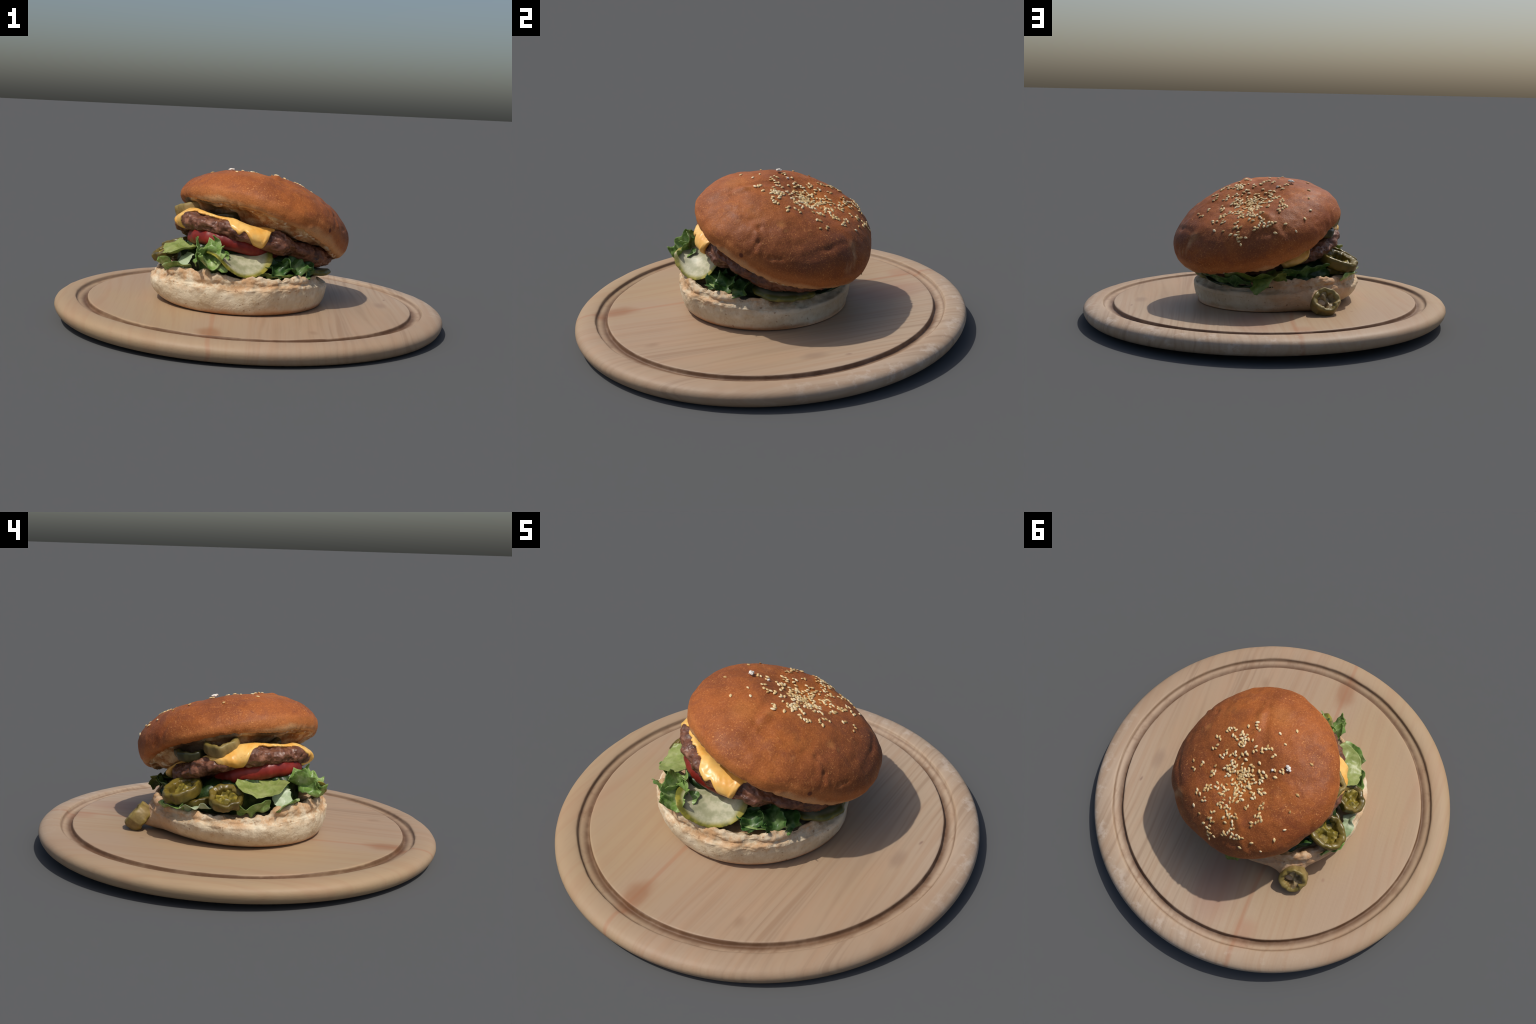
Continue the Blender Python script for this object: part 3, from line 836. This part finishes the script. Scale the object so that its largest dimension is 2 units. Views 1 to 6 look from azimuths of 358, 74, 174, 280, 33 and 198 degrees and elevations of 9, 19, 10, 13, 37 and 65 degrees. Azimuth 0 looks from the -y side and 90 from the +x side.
def pepper_slice(centre, normal, R, height, mats, parent, spin=0.0, rx=1.0, seed=0, name="pepper_slice", fill=0.0):
    """A ring of pickled green pepper with its ribs and pith."""
    n, k = 128, 28
    t = np.linspace(0, TAU, n, endpoint=False)
    ring = np.stack([np.cos(t), np.sin(t), 0 * t], -1) * 3
    rr = R * (1 + 0.09 * vnoise(ring, 0.9, seed) + 0.006 * vnoise(ring, 2.4, seed + 9))
    wall = R * (0.40 + 0.08 * vnoise(ring, 1.5, seed + 1))
    rows = []
    for j in range(k):
        a = TAU * j / k
        cr, ch = math.cos(a), math.sin(a)
        cr = math.copysign(abs(cr) ** 0.6, cr)
        ch = math.copysign(abs(ch) ** 0.6, ch)
        rad = rr - wall / 2 + wall / 2 * cr
        h = height / 2 * ch * (1 + 0.10 * vnoise(ring, 1.0, seed + 2)) - 0.004 * (cr < 0)
        p = np.stack([rx * rad * np.cos(t), rad * np.sin(t), h], -1)
        p = p + 0.0022 * fbm(p, 40, seed + 3, 2)[:, None]
        rows.append(p)
    P = np.array(rows)
    F = grid_faces(k, n, True) + [[(k - 1) * n + j, (k - 1) * n + (j + 1) % n, (j + 1) % n, j] for j in range(n)]
    ob = make_mesh(name, P.reshape(-1, 3), F, mats[0], parent)
    fix_normals(ob)
    M = frame(centre, normal, spin)
    ob.matrix_world = M
    # pith: a sunken web with two hollows
    m = 72
    t2 = np.linspace(0, TAU, m, endpoint=False)
    web = []
    for f in np.linspace(0.04, 1.0, 14):
        x, y = rx * R * 0.78 * f * np.cos(t2), R * 0.78 * f * np.sin(t2)
        q = np.stack([x, y, 0 * x], -1)
        hole = np.exp(-(((x - 0.32 * R) / (0.26 * R)) ** 2 + ((y - 0.1 * R) / (0.34 * R)) ** 2)) + 0.8 * np.exp(-(((x + 0.36 * R) / (0.22 * R)) ** 2 + ((y + 0.1 * R) / (0.3 * R)) ** 2))
        z = height * (0.16 + fill - (1.0 - fill) * hole) + 0.008 * fbm(q, 45, seed + 5, 2)
        web.append(np.stack([x, y, np.maximum(z, -height * 0.42)], -1))
    low = [np.stack([w[:, 0], w[:, 1], 0 * w[:, 2] - height * 0.45], -1) for w in web[::-1]]
    core = closed_loft("pepper_pith", np.array(web + low), mats[1], ob)
    core.matrix_parent_inverse = Matrix.Identity(4)
    return ob


def leaf(spine, across, widths, mat, parent, ruffle=0.02, waves=3.0, seed=0, curl=0.0, thick=0.0045, ns=60, nt=26, tear=0.12):
    """A torn piece of lettuce: a sheet along a spine whose margins ruffle and curl."""
    C = catmull(np.array(spine), ns)
    A = catmull(across, ns)
    W = catmull([[w, w, w] for w in widths], ns)[:, :1]
    T = np.gradient(C, axis=0)
    T /= np.linalg.norm(T, axis=1, keepdims=True)
    A = A - T * (A * T).sum(1, keepdims=True)
    A /= np.linalg.norm(A, axis=1, keepdims=True)
    Nn = np.cross(T, A)
    s = np.linspace(0, 1, ns)
    P = np.zeros((ns, nt, 3))
    for j, t in enumerate(np.linspace(-1, 1, nt)):
        side = 1 if t > 0 else 2
        w = W[:, 0] * (1 + tear * 1.6 * vnoise(np.stack([s * 7, 0 * s + side * 9, 0 * s + seed], -1), 1.6, seed + side) * abs(t) ** 2)
        amp = ruffle * abs(t) ** 1.4
        ph = TAU * waves * s + seed * 1.7 + (0.9 if t > 0 else 2.6)
        wild = vnoise(np.stack([s * waves * 2.1, 0 * s + 3.7 * side, 0 * s + 0.35 * t + seed], -1), 1.0, seed + 30)
        off = amp * (0.55 * np.sin(ph + 1.6 * np.sin(ph * 0.41 + seed)) + 1.1 * wild) + curl * t * t
        P[:, j] = C + A * (t * w + 0.35 * amp * np.cos(ph) * np.sign(t))[:, None] + Nn * off[:, None]
    P += 0.008 * np.stack([fbm(P, 18, seed + k, 2) for k in (5, 6, 7)], -1)
    # ragged ends
    for e in (0, -1):
        P[e] += (P[e] - P[1 if e == 0 else -2]) * (1.5 * vnoise(P[e], 60, seed + 8)[:, None])
    N = grid_normals(P, False)
    taper = (1 - 0.7 * np.abs(np.linspace(-1, 1, nt)) ** 4)[None, :, None]
    a, b = P + N * thick / 2 * taper, P - N * thick / 2 * taper
    V = np.vstack([a.reshape(-1, 3), b.reshape(-1, 3)])
    f = grid_faces(ns, nt, False)
    k = ns * nt
    F = f + [[q[3] + k, q[2] + k, q[1] + k, q[0] + k] for q in f]
    rim = [(i, 0) for i in range(ns)] + [(ns - 1, j) for j in range(1, nt)] + [(i, nt - 1) for i in range(ns - 2, -1, -1)] + [(0, j) for j in range(nt - 2, 0, -1)]
    rim = [i * nt + j for i, j in rim]
    F += [[rim[q], rim[(q + 1) % len(rim)], rim[(q + 1) % len(rim)] + k, rim[q] + k] for q in range(len(rim))]
    ob = make_mesh("lettuce_leaf", V, F, mat, parent)
    fix_normals(ob)
    return ob


def leaf_between(inner, outer, mat, parent, **kw):
    """A leaf given by where its two margins run."""
    a, b = np.array(inner, float), np.array(outer, float)
    w = np.linalg.norm(b - a, axis=1) / 2
    return leaf((a + b) / 2, (b - a) / (2 * w[:, None]), w, mat, parent, **kw)


def blob_parts(spots, seed, squash=0.5):
    """Small irregular lumps (centre, size)."""
    parts = []
    for k, (c, r) in enumerate(spots):
        nu, nv = 14, 20
        u = np.linspace(0.08, math.pi - 0.08, nu)[:, None]
        v = np.linspace(0, TAU, nv, endpoint=False)[None]
        d = np.stack([np.sin(u) * np.cos(v), np.sin(u) * np.sin(v), np.cos(u) + 0 * v], -1)
        q = d * (1 + 0.35 * fbm(d, 1.8, seed + k, 2))[..., None] * np.array([r, r, r * squash]) + np.array(c)
        V, F = pole_mesh(q)
        V = np.vstack([V, q[-1].mean(0)])
        F = F + [[len(V) - 1, (nu - 1) * nv + j, (nu - 1) * nv + (j + 1) % nv] for j in range(nv)]
        parts.append((V, F))
    return join(parts)


# ------------------------------------------------------------------ assembly
def empty(name, parent=None):
    e = bpy.data.objects.new(name, None)
    bpy.context.collection.objects.link(e)
    e.parent = parent
    return e


def build_burger():
    burger = empty("cheeseburger")
    burger["label"] = "tilted cheeseburger with sesame bun, lettuce, pickles and pepper slices"
    burger["category"] = "cheeseburger"
    build_bottom_bun(burger)
    top = empty("top_bun", burger)
    build_top_bun(top)
    build_seeds(top)
    crumbs = [((-0.122, 0.111, 0.770), 0.010), ((-0.112, 0.104, 0.772), 0.008), ((-0.130, 0.120, 0.769), 0.007), ((-0.118, 0.122, 0.768), 0.006), ((-0.045, 0.135, 0.742), 0.007)]
    V, F = blob_parts(crumbs, 90, 0.7)
    cr = make_mesh("salt_crumb", V, F, mat_plain("white_crumb", (238, 232, 222), (214, 204, 190), 60, 0.7), top)
    cr["kind"] = "stuff"
    fix_normals(cr)
    build_patty(burger)
    build_cheese(burger)
    # tomato under the patty, tipped the same way
    disc("tomato_slice", 0.244, 0.085, mat_tomato(), burger, frame((-0.092, -0.085, 0.392), (0.2, 0.235, 1)), wave=0.006, lobes=0.04, seed=3)
    # pickles
    draped_pickle(burger)
    disc("pickle_slice", 0.16, 0.03, mat_pickle(0.16, 0.45), burger, frame((0.250, -0.005, 0.272), (0.05, 0.12, 1)), wave=0.006, lobes=0.05, seed=8)
    # pepper rings
    olive = (mat_pepper("pickled_pepper", (80, 68, 24), (112, 94, 36)), mat_plain("pepper_pith", (150, 132, 50), (96, 86, 30), 40, 0.4))
    dull = (mat_pepper("pickled_pepper_dull", (146, 124, 76), (116, 98, 54), 0.5), mat_plain("pepper_pith_dull", (170, 148, 106), (122, 100, 68), 40, 0.4))
    dark = (mat_pepper("pickled_pepper_dark", (44, 46, 28), (64, 62, 34)), mat_plain("pepper_pith_dark", (60, 56, 36), (40, 40, 26), 40, 0.35))
    pepper_slice((-0.262, 0.18, 0.52), (-0.2, 0.1, 1), 0.09, 0.05, dark, burger, 0.5, seed=28)
    pepper_slice((-0.434, -0.020, 0.345), (-0.46, -0.08, 0.86), 0.082, 0.046, olive, burger, 0.3, seed=11)
    pepper_slice((-0.375, 0.205, 0.352), (-0.25, 0.22, 1), 0.108, 0.055, olive, burger, 1.2, rx=0.82, seed=14)
    pepper_slice((-0.335, 0.15, 0.31), (-0.1, 0.1, 1), 0.10, 0.04, olive, burger, 0.2, seed=17)
    pepper_slice((-0.315, 0.030, 0.568), (-0.3, 0.1, 1), 0.085, 0.065, dull, burger, 0.9, seed=19)
    pepper_slice((-0.130, -0.120, 0.560), (-0.1, -0.1, 1), 0.10, 0.045, dark, burger, 0.1, seed=22)
    # lettuce
    fresh = mat_leaf("lettuce_fresh", (84, 122, 48), (138, 170, 86), (200, 212, 158))
    pale = mat_leaf("lettuce_pale", (124, 140, 66), (156, 168, 94), (184, 188, 128))
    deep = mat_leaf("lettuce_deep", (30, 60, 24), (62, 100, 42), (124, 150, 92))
    white = mat_leaf("lettuce_rib", (150, 176, 120), (184, 200, 160), (212, 216, 190))
    olivel = mat_leaf("lettuce_wilted", (70, 92, 30), (108, 126, 52), (150, 160, 84))
    # broad leaf on the left, sagging between the pepper and the tuft
    leaf_between([(-0.36, -0.055, 0.405), (-0.32, -0.11, 0.388), (-0.28, -0.17, 0.388), (-0.25, -0.235, 0.408)], [(-0.444, -0.085, 0.386), (-0.432, -0.165, 0.352), (-0.425, -0.235, 0.358), (-0.305, -0.285, 0.402)], pale, burger, ruffle=0.012, waves=1.6, seed=1, curl=-0.010, tear=0.08)
    # funnel-shaped tuft at the front left corner, its mouth toward the viewer, and a spike above it
    leaf([(-0.242, -0.286, 0.401), (-0.229, -0.336, 0.374), (-0.208, -0.386, 0.341), (-0.192, -0.431, 0.321)], [(0.912, 0.318, 0.100)] * 4, [0.036, 0.050, 0.058, 0.054], fresh, burger, 0.016, 2.4, 2, curl=0.075, nt=34)
    leaf([(-0.207, -0.331, 0.381), (-0.192, -0.363, 0.416), (-0.183, -0.362, 0.455), (-0.193, -0.374, 0.485)], [(0.912, -0.382, 0.100)] * 4, [0.045, 0.036, 0.022, 0.004], fresh, burger, 0.010, 1.0, 5)
    leaf([(-0.227, -0.321, 0.401), (-0.247, -0.366, 0.386), (-0.267, -0.401, 0.371), (-0.277, -0.436, 0.348)], [(0.3, -0.1, 1.0)] * 4, [0.030, 0.036, 0.030, 0.012], fresh, burger, 0.018, 1.6, 4)
    leaf([(-0.162, -0.351, 0.396), (-0.147, -0.386, 0.371), (-0.147, -0.416, 0.341), (-0.157, -0.431, 0.316)], [(0.912, 0.318, 0.200)] * 4, [0.030, 0.034, 0.030, 0.020], fresh, burger, 0.014, 1.6, 6)
    # rib and scraps along the left lip
    leaf([(-0.30, -0.25, 0.375), (-0.325, -0.262, 0.350), (-0.348, -0.272, 0.325), (-0.365, -0.278, 0.300)], [(0.45, -0.85, 0.1)] * 4, [0.040, 0.048, 0.050, 0.040], white, burger, 0.008, 1.0, 7)
    leaf([(-0.30, -0.335, 0.330), (-0.35, -0.315, 0.322), (-0.40, -0.285, 0.314), (-0.436, -0.266, 0.294)], [(-0.4, -0.5, 0.5)] * 4, [0.022, 0.028, 0.026, 0.012], fresh, burger, 0.012, 1.6, 8)
    leaf([(-0.40, -0.22, 0.325), (-0.435, -0.17, 0.305), (-0.45, -0.12, 0.295), (-0.45, -0.07, 0.29)], [(-0.7, 0.2, 0.5)] * 4, [0.03, 0.04, 0.035, 0.02], fresh, burger, 0.022, 1.8, 9)
    leaf([(-0.45, 0.05, 0.295), (-0.465, 0.10, 0.288), (-0.455, 0.16, 0.285), (-0.43, 0.20, 0.285)], [(-0.8, -0.2, 0.4)] * 4, [0.025, 0.035, 0.035, 0.02], white, burger, 0.02, 2.2, 10)
    leaf([(-0.44, 0.17, 0.295), (-0.44, 0.22, 0.285), (-0.42, 0.27, 0.28), (-0.38, 0.31, 0.285)], [(-0.8, -0.2, 0.3)] * 4, [0.02, 0.03, 0.028, 0.012], fresh, burger, 0.02, 1.7, 11)
    # dark folded leaves at the front right
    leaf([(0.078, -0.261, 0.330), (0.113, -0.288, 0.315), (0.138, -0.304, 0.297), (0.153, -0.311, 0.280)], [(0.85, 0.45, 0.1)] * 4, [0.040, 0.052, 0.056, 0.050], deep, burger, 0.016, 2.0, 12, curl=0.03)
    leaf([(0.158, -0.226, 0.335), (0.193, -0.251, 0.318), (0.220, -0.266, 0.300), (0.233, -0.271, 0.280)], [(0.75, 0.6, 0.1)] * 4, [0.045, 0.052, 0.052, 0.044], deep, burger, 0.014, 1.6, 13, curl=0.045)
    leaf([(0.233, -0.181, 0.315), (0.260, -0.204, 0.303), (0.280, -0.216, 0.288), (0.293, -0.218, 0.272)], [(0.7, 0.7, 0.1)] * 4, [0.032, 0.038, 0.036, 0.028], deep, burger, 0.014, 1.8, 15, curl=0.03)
    leaf([(0.038, -0.286, 0.300), (0.088, -0.311, 0.285), (0.158, -0.301, 0.280), (0.248, -0.246, 0.275)], [(0.1, -0.7, 0.4)] * 4, [0.015, 0.024, 0.026, 0.016], fresh, burger, 0.012, 2.6, 14)
    # wilted strips at the back
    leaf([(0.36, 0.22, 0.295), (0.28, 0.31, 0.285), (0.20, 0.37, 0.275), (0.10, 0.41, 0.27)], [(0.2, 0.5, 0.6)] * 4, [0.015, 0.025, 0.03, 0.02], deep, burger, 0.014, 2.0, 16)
    leaf([(-0.03, 0.37, 0.325), (0.03, 0.42, 0.30), (0.07, 0.455, 0.27), (0.085, 0.475, 0.225)], [(-1, 0.2, 0.3)] * 4, [0.06, 0.065, 0.05, 0.008], olivel, burger, 0.008, 1.0, 18)
    leaf([(0.24, 0.34, 0.29), (0.15, 0.39, 0.295), (0.05, 0.41, 0.29), (-0.08, 0.40, 0.305)], [(0.1, 0.6, 0.7)] * 4, [0.025, 0.035, 0.035, 0.03], olivel, burger, 0.018, 2.5, 19)
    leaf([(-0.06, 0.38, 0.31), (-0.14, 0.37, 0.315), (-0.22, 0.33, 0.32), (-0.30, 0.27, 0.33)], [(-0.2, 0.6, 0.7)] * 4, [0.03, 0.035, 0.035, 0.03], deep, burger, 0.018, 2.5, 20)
    # packed shredded lettuce filling the middle
    t = np.linspace(0, TAU, 200, endpoint=False)
    rows = []
    for f, z in [(0.05, 0.40), (0.4, 0.40), (0.7, 0.385), (0.88, 0.365), (0.96, 0.345), (1.0, 0.32), (0.99, 0.29), (0.94, 0.262), (0.85, 0.25), (0.5, 0.247), (0.05, 0.247)]:
        r = (0.325 + 0.075 * np.exp(-((np.degrees(t) - 80 + 180) % 360 - 180) ** 4 / 92.0 ** 4) + 0.03 * np.exp(-((np.degrees(t) - 238 + 180) % 360 - 180) ** 4 / 16.0 ** 4) - 0.075 * np.exp(-((np.degrees(t) - 285 + 180) % 360 - 180) ** 4 / 30.0 ** 4)) * f
        tilt = (-0.16 * np.cos(t) - 0.2 * np.sin(t)) * r * smooth(0.25, 0.36, z)
        p = np.stack([-0.03 + r * np.cos(t), -0.0 + r * np.sin(t), z + tilt - 0.015], -1)
        d = 0.014 * fbm(p, 22, 71, 3)
        p = p + np.stack([np.cos(t) * d, np.sin(t) * d, 0.6 * d], -1)
        rows.append(p)
    P = np.array([r for r in rows])
    F = catmull(P.reshape(len(P), -1), 40).reshape(40, len(t), 3)
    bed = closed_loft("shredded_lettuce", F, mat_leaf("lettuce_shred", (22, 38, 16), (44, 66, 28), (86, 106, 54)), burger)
    bed["kind"] = "stuff"
    return burger, dull


build_board()
burger, dull = build_burger()
loose = pepper_slice((-0.275, 0.444, 0.176), (-0.10, 0.74, 0.62), 0.074, 0.075, dull, None, 0.4, seed=25, name="fallen_pepper_slice", fill=0.2)
loose["label"] = "thick olive pickled pepper ring leaning on the bun"
loose["category"] = "pepper slice"
